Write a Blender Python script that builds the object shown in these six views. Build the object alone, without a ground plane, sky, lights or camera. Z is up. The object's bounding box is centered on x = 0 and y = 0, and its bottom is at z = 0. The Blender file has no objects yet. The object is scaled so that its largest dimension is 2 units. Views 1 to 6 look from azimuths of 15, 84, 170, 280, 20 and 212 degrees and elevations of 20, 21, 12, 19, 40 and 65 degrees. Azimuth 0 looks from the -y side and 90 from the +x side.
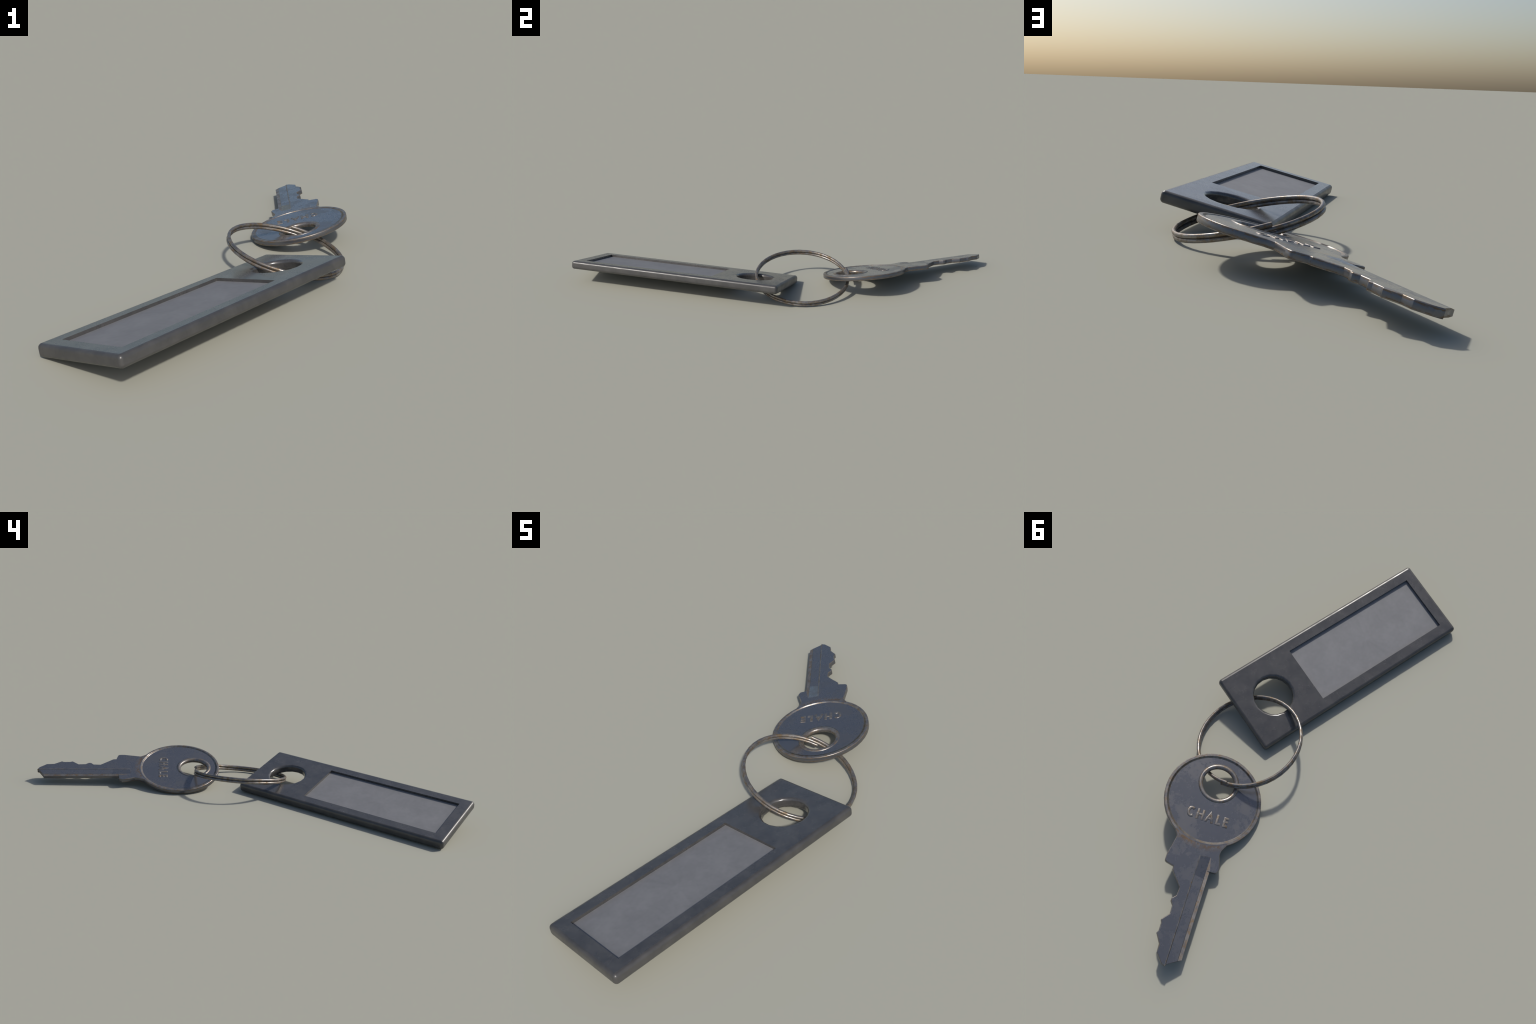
# Keychain: a flat dark name tag with a label window, a two-turn split ring and a worn steel key.
import bpy, bmesh, math
import numpy as np
from mathutils import Vector, Matrix
from mathutils.geometry import tessellate_polygon

# ------------------------------------------------------------------ helpers
def frame(origin, x, y, z):
    m = Matrix.Identity(4)
    for i in range(3):
        m[i][0], m[i][1], m[i][2], m[i][3] = x[i], y[i], z[i], origin[i]
    return m

class Shell:
    """Vertex/face collector with a material index per face."""
    def __init__(self):
        self.v, self.f, self.m, self.low = [], [], [], []
    def add(self, x, y, z, low=None):
        """z shapes the shading normals; `low` is the height the vertex finally gets (coined relief is very shallow)."""
        self.v.append((x, y, z)); self.low.append(z if low is None else low); return len(self.v) - 1
    def loop(self, pts, z, low=None):
        return [self.add(p[0], p[1], z, low) for p in pts]
    def face(self, idx, mat=0):
        out = []
        for i in idx:
            if i not in out: out.append(i)
        if len(out) > 2:
            self.f.append(out); self.m.append(mat)
    def band(self, a, b, mat=0, closed=True):
        n = len(a)
        for i in range(n if closed else n - 1):
            j = (i + 1) % n
            self.face([a[i], a[j], b[j], b[i]], mat)
    def cap(self, loops, mat=0):
        flat = [i for l in loops for i in l]
        polys = [[Vector((self.v[i][0], self.v[i][1], 0)) for i in l] for l in loops]
        for t in tessellate_polygon(polys):
            self.face([flat[k] for k in t], mat)

def finish_mesh(sh, up_hint=True):
    """Weld, fix winding, return a bmesh."""
    bm = bmesh.new()
    lay = bm.verts.layers.float.new("low")
    vs = [bm.verts.new(p) for p in sh.v]
    for v, z in zip(vs, sh.low): v[lay] = z
    for f, m in zip(sh.f, sh.m):
        try:
            bf = bm.faces.new([vs[i] for i in f]); bf.material_index = m; bf.smooth = True
        except ValueError:
            pass
    bmesh.ops.remove_doubles(bm, verts=bm.verts, dist=1e-5)
    bmesh.ops.dissolve_degenerate(bm, edges=bm.edges, dist=1e-6)
    bmesh.ops.recalc_face_normals(bm, faces=bm.faces)
    return bm

GROUP = {2: 1, 6: 0}      # the cut side and its rounded arris shade as one surface

def corner_normals(bm, limit, by_area=True):
    """Area weighted corner normals; faces that turn by more than `limit` degrees stay sharp."""
    c = math.cos(math.radians(limit))
    bm.normal_update()
    res = {}
    for f in bm.faces:
        row = []
        for l in f.loops:
            n = Vector((0, 0, 0))
            for g in l.vert.link_faces:
                if GROUP.get(g.material_index, g.material_index) == GROUP.get(f.material_index, f.material_index) and g.normal.dot(f.normal) > c:
                    if by_area:
                        n += g.normal * g.calc_area()
                    else:
                        n += g.normal * [k for k in g.loops if k.vert == l.vert][0].calc_angle()
            row.append(n.normalized() if n.length > 1e-12 else f.normal.copy())
        res[f.index] = row
    return res

def make_object(name, bm, mats, matrix, parent, limit=50, keep=None, by_area=True):
    bm.faces.index_update(); bm.verts.index_update()
    nors = corner_normals(bm, limit, by_area)
    lay = bm.verts.layers.float.get("low")
    faces = [f for f in bm.faces if keep is None or keep(f)]
    used = {}
    verts, polys, mi, ln = [], [], [], []
    for f in faces:
        p = []
        for l in f.loops:
            k = l.vert.index
            if k not in used:
                used[k] = len(verts); verts.append((l.vert.co.x, l.vert.co.y, l.vert[lay] if lay else l.vert.co.z))
            p.append(used[k])
        polys.append(p); mi.append(f.material_index); ln += [tuple(n) for n in nors[f.index]]
    me = bpy.data.meshes.new(name)
    me.from_pydata(verts, [], polys)
    for m in mats: me.materials.append(m)
    me.polygons.foreach_set("material_index", mi)
    me.polygons.foreach_set("use_smooth", [True] * len(polys))
    me.update()
    me.normals_split_custom_set(ln)
    ob = bpy.data.objects.new(name, me)
    bpy.context.scene.collection.objects.link(ob)
    ob.parent = parent
    ob.matrix_world = matrix
    return ob

def circle(cx, cy, r, n, phase=0.0):
    return [(cx + r * math.cos(phase + 2 * math.pi * i / n), cy + r * math.sin(phase + 2 * math.pi * i / n)) for i in range(n)]

def inset(pts, d):
    """Move a counter-clockwise outline inwards by d with mitred corners."""
    n, out = len(pts), []
    for i in range(n):
        a, b, c = (np.array(pts[k % n]) for k in (i - 1, i, i + 1))
        e1 = (b - a) / np.linalg.norm(b - a); e2 = (c - b) / np.linalg.norm(c - b)
        n1 = np.array([-e1[1], e1[0]]); n2 = np.array([-e2[1], e2[0]])
        m = n1 + n2; m /= max(1e-9, np.linalg.norm(m))
        k = min(1.6, 1.0 / max(0.3, float(m @ n1)))
        out.append(tuple(b + m * d * k))
    return out

def rounded(pts):
    """Outline from (x, y, radius) corners; a radius rounds the corner with a short arc."""
    out, n = [], len(pts)
    for i in range(n):
        x, y, r = pts[i]
        if r <= 0:
            out.append((x, y)); continue
        b = np.array([x, y]); a = np.array(pts[i - 1][:2]); c = np.array(pts[(i + 1) % n][:2])
        u = (a - b) / np.linalg.norm(a - b); v = (c - b) / np.linalg.norm(c - b)
        ang = math.acos(max(-1, min(1, float(u @ v))))
        t = min(r / math.tan(ang / 2), 0.45 * np.linalg.norm(a - b), 0.45 * np.linalg.norm(c - b))
        p0, p1 = b + u * t, b + v * t
        seg = 2 if r < 0.006 else 4
        for k in range(seg + 1):
            s = k / seg
            q = (1 - s) ** 2 * p0 + 2 * s * (1 - s) * b + s * s * p1
            out.append(tuple(q))
    return out

# ------------------------------------------------------------------ materials
class Mat:
    def __init__(self, name):
        self.m = bpy.data.materials.new(name); self.m.use_nodes = True
        self.t = self.m.node_tree; self.t.nodes.clear()
        self.out = self.t.nodes.new("ShaderNodeOutputMaterial")
        self.b = self.t.nodes.new("ShaderNodeBsdfPrincipled")
        self.t.links.new(self.b.outputs[0], self.out.inputs[0])
        self.co = self.t.nodes.new("ShaderNodeTexCoord").outputs["Object"]
    def link(self, a, b):
        self.t.links.new(a, b)
    def set(self, sock, v):
        s = self.b.inputs[sock]
        if hasattr(v, "is_output"): self.link(v, s)
        else: s.default_value = v
    def noise(self, scale, detail=6, rough=0.6, stretch=(1, 1, 1), off=(0, 0, 0), dist=0.0):
        mp = self.t.nodes.new("ShaderNodeMapping")
        mp.inputs["Scale"].default_value = stretch; mp.inputs["Location"].default_value = off
        self.link(self.co, mp.inputs[0])
        n = self.t.nodes.new("ShaderNodeTexNoise")
        n.inputs["Scale"].default_value = scale; n.inputs["Detail"].default_value = detail
        n.inputs["Roughness"].default_value = rough; n.inputs["Distortion"].default_value = dist
        self.link(mp.outputs[0], n.inputs["Vector"])
        return n.outputs["Fac"]
    def ramp(self, fac, stops):
        r = self.t.nodes.new("ShaderNodeValToRGB")
        e = r.color_ramp.elements
        while len(e) < len(stops): e.new(0.5)
        for k, (p, c) in zip(e, stops):
            k.position = p
            k.color = (c, c, c, 1) if not isinstance(c, tuple) else (*c, 1)
        self.link(fac, r.inputs[0])
        return r.outputs[0]
    def math(self, op, a, b=None, clamp=False):
        n = self.t.nodes.new("ShaderNodeMath"); n.operation = op; n.use_clamp = clamp
        for i, v in enumerate((a, b)):
            if v is None: continue
            if hasattr(v, "is_output"): self.link(v, n.inputs[i])
            else: n.inputs[i].default_value = v
        return n.outputs[0]
    def mix(self, fac, a, b):
        n = self.t.nodes.new("ShaderNodeMix"); n.data_type = "RGBA"
        for s, v in ((n.inputs[0], fac), (n.inputs[6], a), (n.inputs[7], b)):
            if hasattr(v, "is_output"): self.link(v, s)
            elif isinstance(v, tuple): s.default_value = (*v, 1)
            else: s.default_value = v
        return n.outputs[2]
    def dist(self, p):
        n = self.t.nodes.new("ShaderNodeVectorMath"); n.operation = "DISTANCE"
        self.link(self.co, n.inputs[0]); n.inputs[1].default_value = p
        return n.outputs["Value"]
    def bump(self, h, strength, distance):
        n = self.t.nodes.new("ShaderNodeBump")
        n.inputs["Strength"].default_value = strength; n.inputs["Distance"].default_value = distance
        self.link(h, n.inputs["Height"])
        self.link(n.outputs[0], self.b.inputs["Normal"])

BOW = (-0.475, 0.021)
STEEL = (0.147, 0.153, 0.171)
GREY = (0.205, 0.190, 0.175)
RUST = (0.175, 0.112, 0.052)
WORN = (0.285, 0.265, 0.242)
SHEET = 0.0200      # thickness of the key

def steel_material(side=False):
    k = Mat("steel_cut_side" if side else "aged_blue_steel")
    big = k.noise(8, 3, 0.55, off=(3, 1, 0))
    fine = k.noise(48, 8, 0.8, off=(1, 7, 2))
    patch = k.ramp(k.math("ADD", k.math("MULTIPLY", big, 0.58), k.math("MULTIPLY", fine, 0.42)), [(0.505, 0.0), (0.555, 1.0)])
    col = k.mix(k.math("MULTIPLY", patch, k.ramp(k.dist((BOW[0], BOW[1], 0)), [(0.20, 0.22), (0.32, 0.12)])), STEEL, GREY)
    grain = k.ramp(k.noise(260, 2, 0.6), [(0.42, 0.0), (0.62, 1.0)])
    col = k.mix(k.math("MULTIPLY", grain, 0.22), col, GREY)
    if side:
        # rust creeping in from both arrises of the cut edge
        sep = k.t.nodes.new("ShaderNodeSeparateXYZ"); k.link(k.co, sep.inputs[0])
        arris = k.math("MULTIPLY", k.math("ABSOLUTE", k.math("ADD", sep.outputs[2], SHEET / 2)), 2 / SHEET)
        g = k.math("ADD", k.math("MULTIPLY", arris, 0.42), k.noise(46, 6, 0.75, stretch=(1, 1, 2.5)))
        rust = k.ramp(g, [(0.70, 0.0), (0.82, 1.0)])
        col = k.mix(k.math("MULTIPLY", rust, 0.85), col, (0.135, 0.082, 0.032))
        k.set("Base Color", col); k.set("Metallic", k.ramp(rust, [(0.0, 0.75), (1.0, 0.2)])); k.set("Roughness", k.ramp(rust, [(0.0, 0.30), (1.0, 0.5)]))
    else:
        d = k.dist((BOW[0], BOW[1], 0))     # rust gathered just outside the bow rim, where the shank starts
        near = k.ramp(k.math("MULTIPLY", d, 2.0), [(0.372, 0.0), (0.378, 1.0), (0.388, 0.8), (0.425, 0.0)])
        col = k.mix(k.math("MULTIPLY", near, 0.55), col, WORN)
        speck = k.ramp(k.noise(60, 5, 0.7), [(0.46, 0.0), (0.54, 1.0)])
        col = k.mix(k.math("MULTIPLY", k.math("MULTIPLY", near, speck), 0.9), col, (0.20, 0.115, 0.045))
        k.set("Base Color", col); k.set("Metallic", 0.62)
        k.set("Coat Weight", k.ramp(patch, [(0.0, 0.66), (1.0, 0.34)])); k.set("Coat Roughness", 0.2)
        k.set("Roughness", k.ramp(patch, [(0.0, 0.26), (1.0, 0.36)]))
    return k.m

def worn_material(name, rust_amount, scale=55):
    k = Mat(name)
    tone = k.noise(38, 5, 0.65)
    col = k.mix(k.ramp(tone, [(0.42, 0.0), (0.62, 1.0)]), WORN, (0.175, 0.172, 0.178))
    rust = k.ramp(k.noise(scale, 7, 0.78, off=(5, 2, 7), dist=0.3), [(0.50 - rust_amount, 0.0), (0.64 - rust_amount, 1.0)])
    col = k.mix(k.math("MULTIPLY", rust, 0.85), col, RUST)
    k.set("Base Color", col)
    k.set("Metallic", k.ramp(rust, [(0.0, 0.66), (1.0, 0.45)]))
    k.set("Roughness", k.ramp(rust, [(0.0, 0.34), (1.0, 0.50)]))
    return k.m

def tag_material(edge=False):
    k = Mat("glint_dulled_gunmetal_edge" if edge else "dark_gunmetal")
    cloud = k.math("ADD", k.math("MULTIPLY", k.noise(14, 7, 0.66, off=(1, 4, 2), dist=0.4), 0.85), k.math("MULTIPLY", k.noise(60, 4, 0.6), 0.15))
    col = k.ramp(cloud, [(0.40, (0.055, 0.054, 0.054)), (0.60, (0.080, 0.077, 0.074))])
    k.set("Base Color", col)
    k.set("Metallic", 0.0)
    if edge:        # bevel copy roughened unevenly to dull and break up the sun glint
        k.set("Roughness", k.ramp(k.noise(16, 6, 0.75), [(0.38, 0.30), (0.62, 0.46)]))
        k.set("Specular IOR Level", 0.6)
        k.set("Coat Weight", 0.12); k.set("Coat Roughness", 0.3)
        return k.m
    k.set("Roughness", k.ramp(k.noise(14, 6, 0.7), [(0.38, 0.22), (0.62, 0.29)]))
    k.set("Specular IOR Level", 0.7)
    k.set("Coat Weight", 0.42); k.set("Coat Roughness", 0.2)
    return k.m

def label_material():
    k = Mat("grey_paper_label")
    cloud = k.noise(9, 8, 0.66)
    fine = k.noise(60, 4, 0.6)
    f = k.math("ADD", k.math("MULTIPLY", cloud, 0.7), k.math("MULTIPLY", fine, 0.3))
    k.set("Base Color", k.ramp(f, [(0.36, (0.180, 0.180, 0.186)), (0.62, (0.222, 0.221, 0.227))]))
    k.set("Roughness", 0.62)
    k.set("Specular IOR Level", 0.7)
    return k.m

M_STEEL = steel_material()
M_SIDE = steel_material(True)
M_EDGE = worn_material("worn_rusty_steel", 0.02)
M_RING = worn_material("rusty_spring_wire", 0.04, 42)
M_TAG = tag_material()
M_TAG_EDGE = tag_material(True)
M_LABEL = label_material()

# ------------------------------------------------------------------ root
root = bpy.data.objects.new("keychain", None)
bpy.context.scene.collection.objects.link(root)
root["label"] = "worn steel key and dark metal name tag joined by a split ring"
root["category"] = "keychain"

# ------------------------------------------------------------------ name tag
TAG = frame((-0.0581, -0.5959, 0.0768), (0.3922, 0.9199, 0.0001), (-0.8962, 0.3821, -0.2253), (-0.2073, 0.0882, 0.9743))

def build_tag():
    x0, x1, y0, y1 = -0.3686, 0.6441, -0.1748, 0.1749
    t, r = 0.0391, 0.0123
    outline = []
    for cx, cy, a0 in ((x1 - r, y1 - r, 0), (x0 + r, y1 - r, 90), (x0 + r, y0 + r, 180), (x1 - r, y0 + r, 270)):
        for k in range(5):
            a = math.radians(a0 + 22.5 * k)
            outline.append((cx + (r + 1e-4) * math.cos(a), cy + (r + 1e-4) * math.sin(a)))
    hole_n, hx, hy = 18, 0.4847, 0.0005
    hr, hb = 0.0935, 0.0112
    win = [(-0.3173, -0.1245), (0.3173, -0.1245), (0.3173, 0.1245), (-0.3173, 0.1245)]
    s = Shell()
    steps = 4
    prof = [(r * (1 - math.sin(math.pi / 2 * k / steps)), -r * (1 - math.cos(math.pi / 2 * k / steps))) for k in range(steps + 1)]
    prof += [(p[0], -t - p[1]) for p in prof[::-1]]
    rings = [s.loop(inset(outline, p[0]), p[1]) for p in prof]
    for a, b in zip(rings, rings[1:]): s.band(a, b, 6)
    hp = [(hb * math.sin(math.pi / 2 * k / 3), -hb * (1 - math.cos(math.pi / 2 * k / 3))) for k in range(4)]
    hp += [(p[0], -t - p[1]) for p in hp[::-1]]
    holes = [s.loop(circle(hx, hy, hr - p[0], hole_n, math.radians(7)), p[1]) for p in hp]
    for a, b in zip(holes, holes[1:]): s.band(a, b)
    # the label window goes right through; the card sits sunk between the two faces
    w_top, w_low = s.loop(win, 0), s.loop(win, -t)
    s.band(w_top, w_low)
    s.cap([rings[0], holes[0], w_top])
    s.cap([rings[-1], holes[-1], w_low])
    # the plate is a touch thicker along one long edge
    taper = lambda x, y, z: z - 0.0012 * (y / 0.17) * (-z / t) if z < 0 else z
    s.v = [(x, y, taper(x, y, z)) for x, y, z in s.v]
    s.low = [q[2] for q in s.v]
    tag = make_object("name_tag", finish_mesh(s), [M_TAG] * 6 + [M_TAG_EDGE], TAG, root, 60)
    # label card lying in the window
    p = Shell()
    g, top = 0.0012, -0.0104        # its border is gripped by the frame
    card = [(x * (1 + g / abs(x)), y * (1 + g / abs(y))) for x, y in win]
    a, b = p.loop(card, top), p.loop(card, -t + 0.0082)
    p.band(a, b); p.face(a); p.face(b)
    make_object("paper_label", finish_mesh(p), [M_LABEL], TAG, tag, 30)

build_tag()

# ------------------------------------------------------------------ split ring
RX, RY, RZ = (-0.0801, 0.9966, 0.0197), (-0.9704, -0.0825, 0.2269), (0.2277, -0.0009, 0.9737)
RING = frame((0.1092, 0.0728, 0.0585), RX, RY, RZ)

def build_ring():
    R, wire, pitch = 0.2133, 0.0064, 0.0130
    per_turn, sides, over = 42, 12, math.radians(4.5)
    n = per_turn * 2 + 1
    s, rows = Shell(), []
    for i in range(n + 1):
        f = i / n
        a = -over + f * (4 * math.pi + 2 * over)
        h = pitch * (2 * f - 1)
        flare = 0.002 * (max(0, 1 - f * 14) + max(0, 1 - (1 - f) * 14))
        rad = R + flare
        row = []
        for k in range(sides):
            b = 2 * math.pi * k / sides
            rr = rad + wire * math.cos(b)
            row.append(s.add(rr * math.cos(a), rr * math.sin(a), h + wire * math.sin(b)))
        rows.append(row)
    for a, b in zip(rows, rows[1:]): s.band(a, b)
    s.face(rows[0]); s.face(rows[-1])
    make_object("split_ring", finish_mesh(s), [M_RING], RING, root, 60)

build_ring()

# ------------------------------------------------------------------ key
KEY = frame((-0.0303, 0.8309, 0.0682), (-0.2861, 0.9581, -0.0155), (-0.9242, -0.2802, -0.2595), (-0.2530, -0.0599, 0.9656))
T = SHEET
E = 0.0024          # edge chamfer
BOW_R = 0.1912

def build_key():
    s = Shell()
    # outline, counter-clockwise from the tip point: along the groove side is added separately.
    shank_right = [(-0.1938, 0.0930, 0.0), (-0.1978, 0.1165, 0.006), (-0.2120, 0.1232, 0.008), (-0.2400, 0.1170, 0.02),
                   (-0.2683, 0.1085, 0.012), (-0.2885, 0.1110, 0.012)]
    bits = [(-0.2899, -0.0680, 0.004), (-0.2100, -0.0822, 0.012), (-0.1835, -0.0820, 0.012), (-0.1750, -0.0440, 0.0),
            (-0.1609, -0.0433, 0.0021), (-0.1037, 0.0025, 0.0021), (-0.0710, 0.0011, 0.0021), (-0.0565, -0.0128, 0.0021),
            (-0.0470, -0.0128, 0.0021), (-0.0329, -0.0022, 0.0021), (0.0005, -0.0008, 0.0021), (0.0300, -0.0252, 0.0021),
            (0.0400, -0.0210, 0.0021), (0.0713, -0.0205, 0.0021), (0.0800, -0.0256, 0.0021), (0.1143, -0.0042, 0.0021),
            (0.1472, -0.0027, 0.0021), (0.1780, 0.0230, 0.006), (0.1868, 0.0392, 0.0)]
    # arc of the bow between the two neck points, going round the far side
    a0 = math.atan2(0.1265 - BOW[1], -0.3147 - BOW[0])
    a1 = math.atan2(-0.0810 - BOW[1], -0.3140 - BOW[0]) + 2 * math.pi
    arc = [(BOW[0] + BOW_R * math.cos(a0 + (a1 - a0) * i / 36), BOW[1] + BOW_R * math.sin(a0 + (a1 - a0) * i / 36), 0.0) for i in range(37)]
    outer = rounded(shank_right + arc + bits)
    grown = inset(outer, -0.0010)
    outer = [outer[0]] + grown[1:-1] + [outer[-1]]
    # the closing edge runs tip -> shoulder along the groove; inset it as if it were straight
    inn = inset(outer, E)
    mid_in = inset(outer, E * 0.3)
    tip, sr = outer[-1], outer[0]
    for l, q in ((inn, 1.0), (mid_in, 0.3)):
        l[-1] = (tip[0] - 0.0030 * q, 0.0392 - 0.0030 * q); l[0] = (sr[0] - E * q, sr[1] - 0.0012 * q)
    CAP, EDGE, SIDE, RAMP, STRIP = 0, 1, 2, 3, 4
    top_in = s.loop(inn, 0.0)
    top_mid = s.loop(mid_in, -E * 0.3)
    top_out = s.loop(outer, -E)
    mid = s.loop(outer, -T / 2)
    s.band(top_in, top_mid, EDGE, closed=False)
    s.band(top_mid, top_out, EDGE, closed=False)
    s.band(top_out, mid, SIDE, closed=False)
    # shallow groove: step wall, floor with run-out ramp, chamfered back strip
    D, DL, ST = -0.0040, -0.0009, -0.0026
    g1, g2 = s.add(-0.2457, 0.0362, 0), s.add(-0.2500, 0.0805, 0)
    h1, h2 = s.add(-0.2450, 0.0394, -0.0005, -0.0001), s.add(tip[0] - 0.0012, 0.0394, -0.0006, -0.0002)
    g1f, g2f = s.add(-0.2440, 0.0414, -0.0006, -0.0003), s.add(-0.2485, 0.0790, -0.0004, -0.0003)
    m1, m2 = s.add(-0.1660, 0.0414, D, DL), s.add(-0.1620, 0.0772, D, DL)
    n2, n3 = s.add(-0.1620, 0.0788, D - 0.0024, DL - 0.0003), s.add(0.1554, 0.0788, D - 0.0024, DL - 0.0003)
    t1, t2, t3 = s.add(0.1785, 0.0414, D, DL), s.add(0.1562, 0.0772, D, DL), s.add(0.1494, 0.0916, D - 0.0024 + 0.0034, DL + ST)
    srs = s.add(sr[0], 0.0916, D + 0.0010, DL + ST)
    sf = s.add(sr[0], 0.0787, -0.0034, DL * 0.7)
    tb1, tb2, tb3, srb = (s.add(s.v[i][0], s.v[i][1], -T / 2) for i in (t1, t2, t3, srs))
    s.face([g1, top_in[-1], h2, h1], STRIP); s.face([h1, h2, t1, m1], EDGE); s.face([top_in[-1], top_mid[-1], top_out[-1], h2], EDGE); s.face([h2, top_out[-1], t1], EDGE)
    s.face([g1, h1, g1f], EDGE); s.face([h1, m1, g1f], EDGE)
    s.face([g1, g1f, g2f, g2], EDGE)
    # the run-out ramp climbs to the surface; its slope is kept in the shading
    r1, r2, r3, r4 = (s.add(s.v[i][0], s.v[i][1] + 2e-5, z, s.low[i]) for i, z in ((g1f, 0.0), (m1, -0.0125), (m2, -0.0125), (g2f, 0.0)))
    s.face([r1, r2, r3, r4], RAMP)
    s.face([m1, t1, t2, m2], CAP)
    s.face([g2, g2f, sf, top_in[0]], STRIP); s.face([top_in[0], sf, srs, top_out[0]], EDGE); s.face([top_in[0], top_out[0], top_mid[0]], EDGE)
    s.face([g2f, m2, sf], EDGE); s.face([m2, n2, sf], EDGE)
    s.face([m2, t2, n3, n2], EDGE)  # sliver with shading turned from the sun, modelled to draw the dark line
    s.face([sf, n2, n3, t3, srs], STRIP); s.face([t2, t3, n3], STRIP)  # normals tipped sunward against the falling geometry, to brighten the strip
    for a, b, c, d in ((top_out[-1], t1, tb1, mid[-1]), (t1, t2, tb2, tb1), (t2, t3, tb3, tb2), (t3, srs, srb, tb3), (srs, top_out[0], mid[0], srb)):
        s.face([a, b, c, d], SIDE)
    # bow: raised rim, sunk face, collar round the eccentric hole
    NB, NH, F, FL = 64, 40, -0.0118, -0.0016
    hx, hy = -0.5458, 0.0222
    ring = [s.loop(circle(*BOW, r, NB), z, z * FL / F) for r, z in ((0.1822, 0.0), (0.1808, -0.0010), (0.1782, -0.0062), (0.1752, -0.0108), (0.1736, F))]
    for a, b in zip(ring, ring[1:]): s.band(a, b, EDGE)
    collar = [(0.0815, -0.0062, FL), (0.0806, -0.0046, FL + 0.0003), (0.0785, -0.0018, -0.0006), (0.0760, -0.0002, 0), (0.0712, -0.0002, 0), (0.0672, -0.0016, -0.0012), (0.0642, -0.0042, -0.0040), (0.0622, -T / 2, -T / 2)]
    cl = [s.loop(circle(hx, hy, r, NH), z, zl) for r, z, zl in collar]
    for a, b in zip(cl, cl[1:]): s.band(a, b, EDGE)
    floor_rim = s.loop(circle(*BOW, 0.17355, NB), F, FL)
    floor_eye = s.loop(circle(hx, hy, 0.08155, NH), F, FL)
    s.cap([floor_rim, floor_eye], CAP)
    # flat top between the outline and the rim circle
    s.cap([top_in + [g1, g2], ring[0]], CAP)
    # mirror to the underside
    nv = len(s.v)
    s.v += [(x, y, -T - z) for x, y, z in s.v]
    # the coined relief of the underside is worn almost flat
    s.low += [-T - (z * 0.2 if z > -0.0018 and math.hypot(v[0] - BOW[0], v[1] - BOW[1]) < 0.183 else z) for v, z in zip(s.v[:nv], s.low)]
    s.f += [[i + nv for i in f[::-1]] for f in s.f]; s.m += list(s.m)
    bm = finish_mesh(s)
    bow = Vector(BOW)
    for f in bm.faces:
        rr = [(v.co.xy - bow).length for v in f.verts]
        if f.material_index == 0 and max(rr) < BOW_R + 2e-3 and min(rr) > 0.1812 and abs(f.normal.z) > 0.99:
            f.material_index = 5
    is_bow = lambda f: (f.calc_center_median().xy - Vector(BOW)).length < BOW_R and f.calc_center_median().x < -0.29
    mats = [M_STEEL, M_EDGE, M_SIDE, M_STEEL, M_EDGE, M_EDGE]
    key = make_object("key", bm, mats, KEY, root, 80, keep=is_bow, by_area=False)
    make_object("key_blade", bm, mats, KEY, key, 80, keep=lambda f: not is_bow(f), by_area=False)
    # raised lettering, one object per letter: word runs along +Y, letter tops point to the hole
    top, bot = -0.4224, -0.3788
    arc_c = [(0.6 + 0.6 * math.cos(a), 0.5 + 0.53 * math.sin(a)) for a in (math.radians(50 + 260 * i / 18) for i in range(19))]
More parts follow.
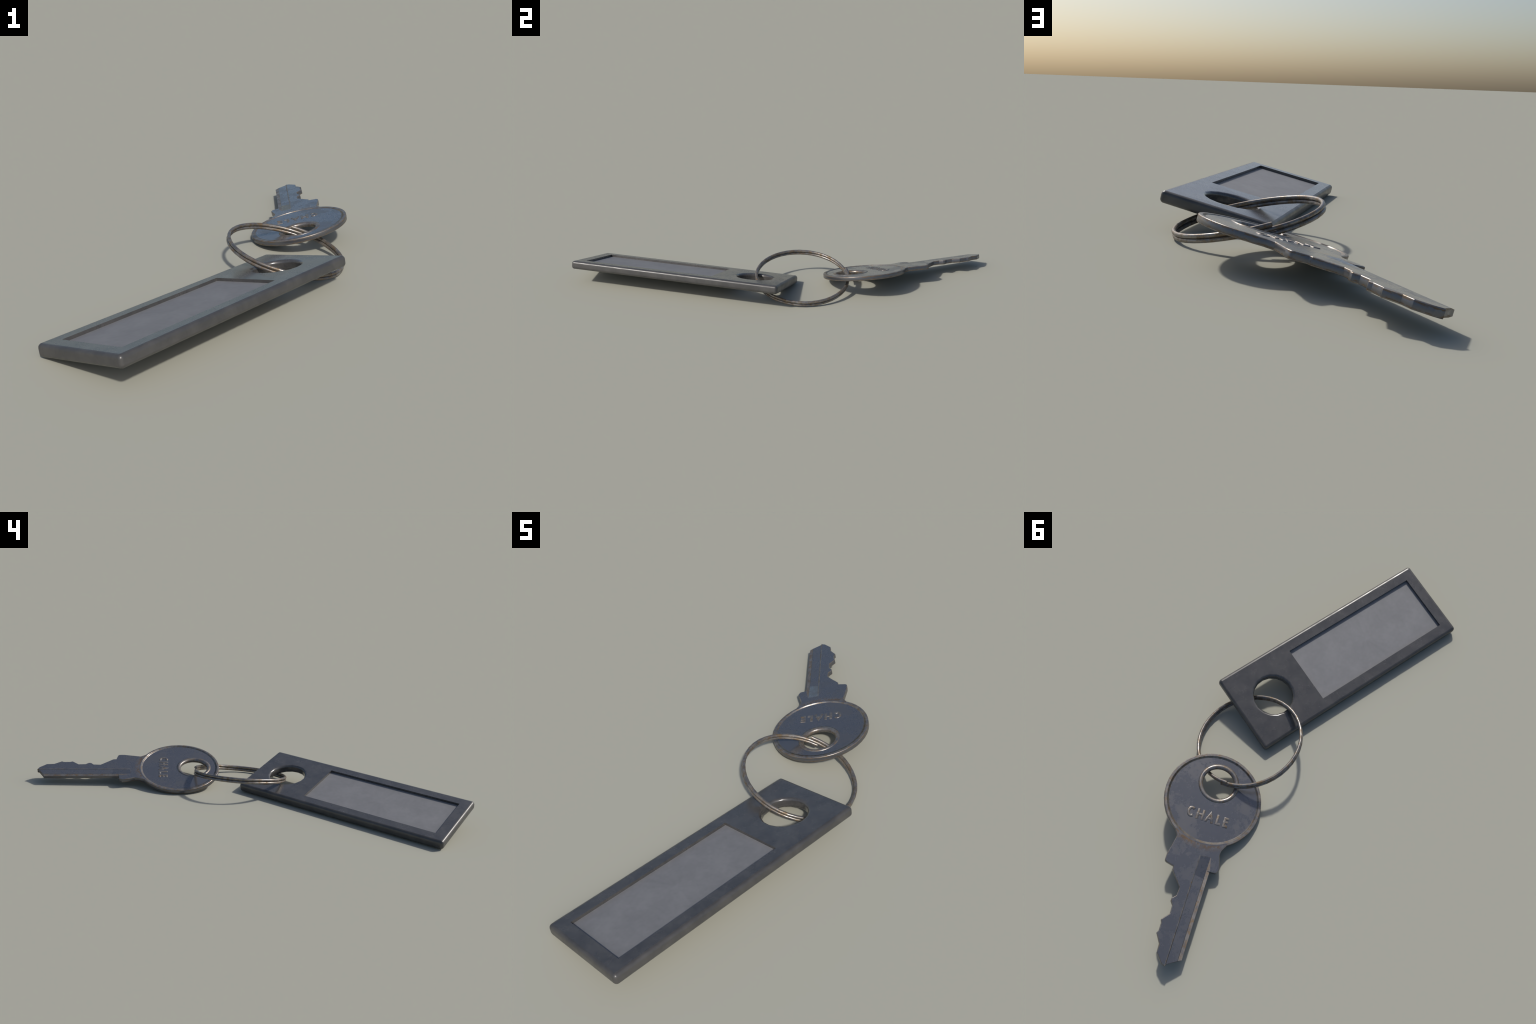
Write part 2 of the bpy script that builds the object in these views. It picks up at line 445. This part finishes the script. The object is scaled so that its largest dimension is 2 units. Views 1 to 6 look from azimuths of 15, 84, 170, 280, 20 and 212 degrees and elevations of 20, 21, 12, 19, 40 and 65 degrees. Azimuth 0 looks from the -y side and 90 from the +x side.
    word = ((-0.0634, -0.0315, [arc_c]),
            (-0.0252, 0.0072, [[(0, 0), (0, 1)], [(1, 0), (1, 1)], [(0, 0.5), (1, 0.5)]]),
            (0.0115, 0.0470, [[(0, 0), (0.5, 1), (1, 0)], [(0.2, 0.33), (0.8, 0.33)]]),
            (0.0535, 0.0760, [[(0, 1), (0, 0), (1, 0)]]),
            (0.0825, 0.1045, [[(1, 1), (0, 1), (0, 0), (1, 0)], [(0, 0.52), (0.9, 0.52)]]))
    half, crest = 0.0059, 0.0030
    for ya, yb, strokes in word:
        p = Shell()
        for n_s, st in enumerate(strokes):
            pts = [np.array([bot - half + v * (top - bot + 2 * half), ya + half + u * (yb - ya - 2 * half)]) for u, v in st]
            # butt ends reach the full letter height
            d0 = (pts[0] - pts[1]) / np.linalg.norm(pts[0] - pts[1]); d1 = (pts[-1] - pts[-2]) / np.linalg.norm(pts[-1] - pts[-2])
            if st is not arc_c:
                pts[0] = pts[0] + d0 * half * 0.8; pts[-1] = pts[-1] + d1 * half * 0.8
            rows = []
            for i, q in enumerate(pts):
                a = pts[max(0, i - 1)]; c = pts[min(len(pts) - 1, i + 1)]
                e1 = q - a if i else c - q
                e2 = c - q if i < len(pts) - 1 else q - a
                e1 = e1 / np.linalg.norm(e1); e2 = e2 / np.linalg.norm(e2)
                m = np.array([-e1[1] - e2[1], e1[0] + e2[0]]); m /= np.linalg.norm(m)
                k = 1 / max(0.45, float(m @ np.array([-e1[1], e1[0]])))
                end = (e1 if i else -e1) if i in (0, len(pts) - 1) else e1 * 0
                dz = -0.00035 * (n_s > 0 and len(st) == 2) - 0.00006 * n_s
                prof = [(-half, FL - 0.0006, FL - 0.0004), (-half * 0.8, FL + 0.0022, FL + 0.0010), (-crest, FL + 0.0034, FL + 0.0018), (crest, FL + 0.0034, FL + 0.0018), (half * 0.8, FL + 0.0022, FL + 0.0010), (half, FL - 0.0006, FL - 0.0004)]
                rows.append([p.add(*(q + m * o * k), z, zl + dz) for o, z, zl in prof])
                if i in (0, len(pts) - 1):
                    tail = [p.add(*(q + m * o * k * 0.95 + end * 0.0016), FL - 0.0006, FL - 0.0004) for o, z, zl in prof]
                    p.band(rows[-1], tail, 0, closed=False)
            for a, c in zip(rows, rows[1:]): p.band(a, c, 0, closed=False)
        bm2 = finish_mesh(p)
        for f in bm2.faces:
            if f.normal.z < 0: f.normal_flip()
        make_object("letter", bm2, [M_EDGE], KEY, key, 70)

build_key()
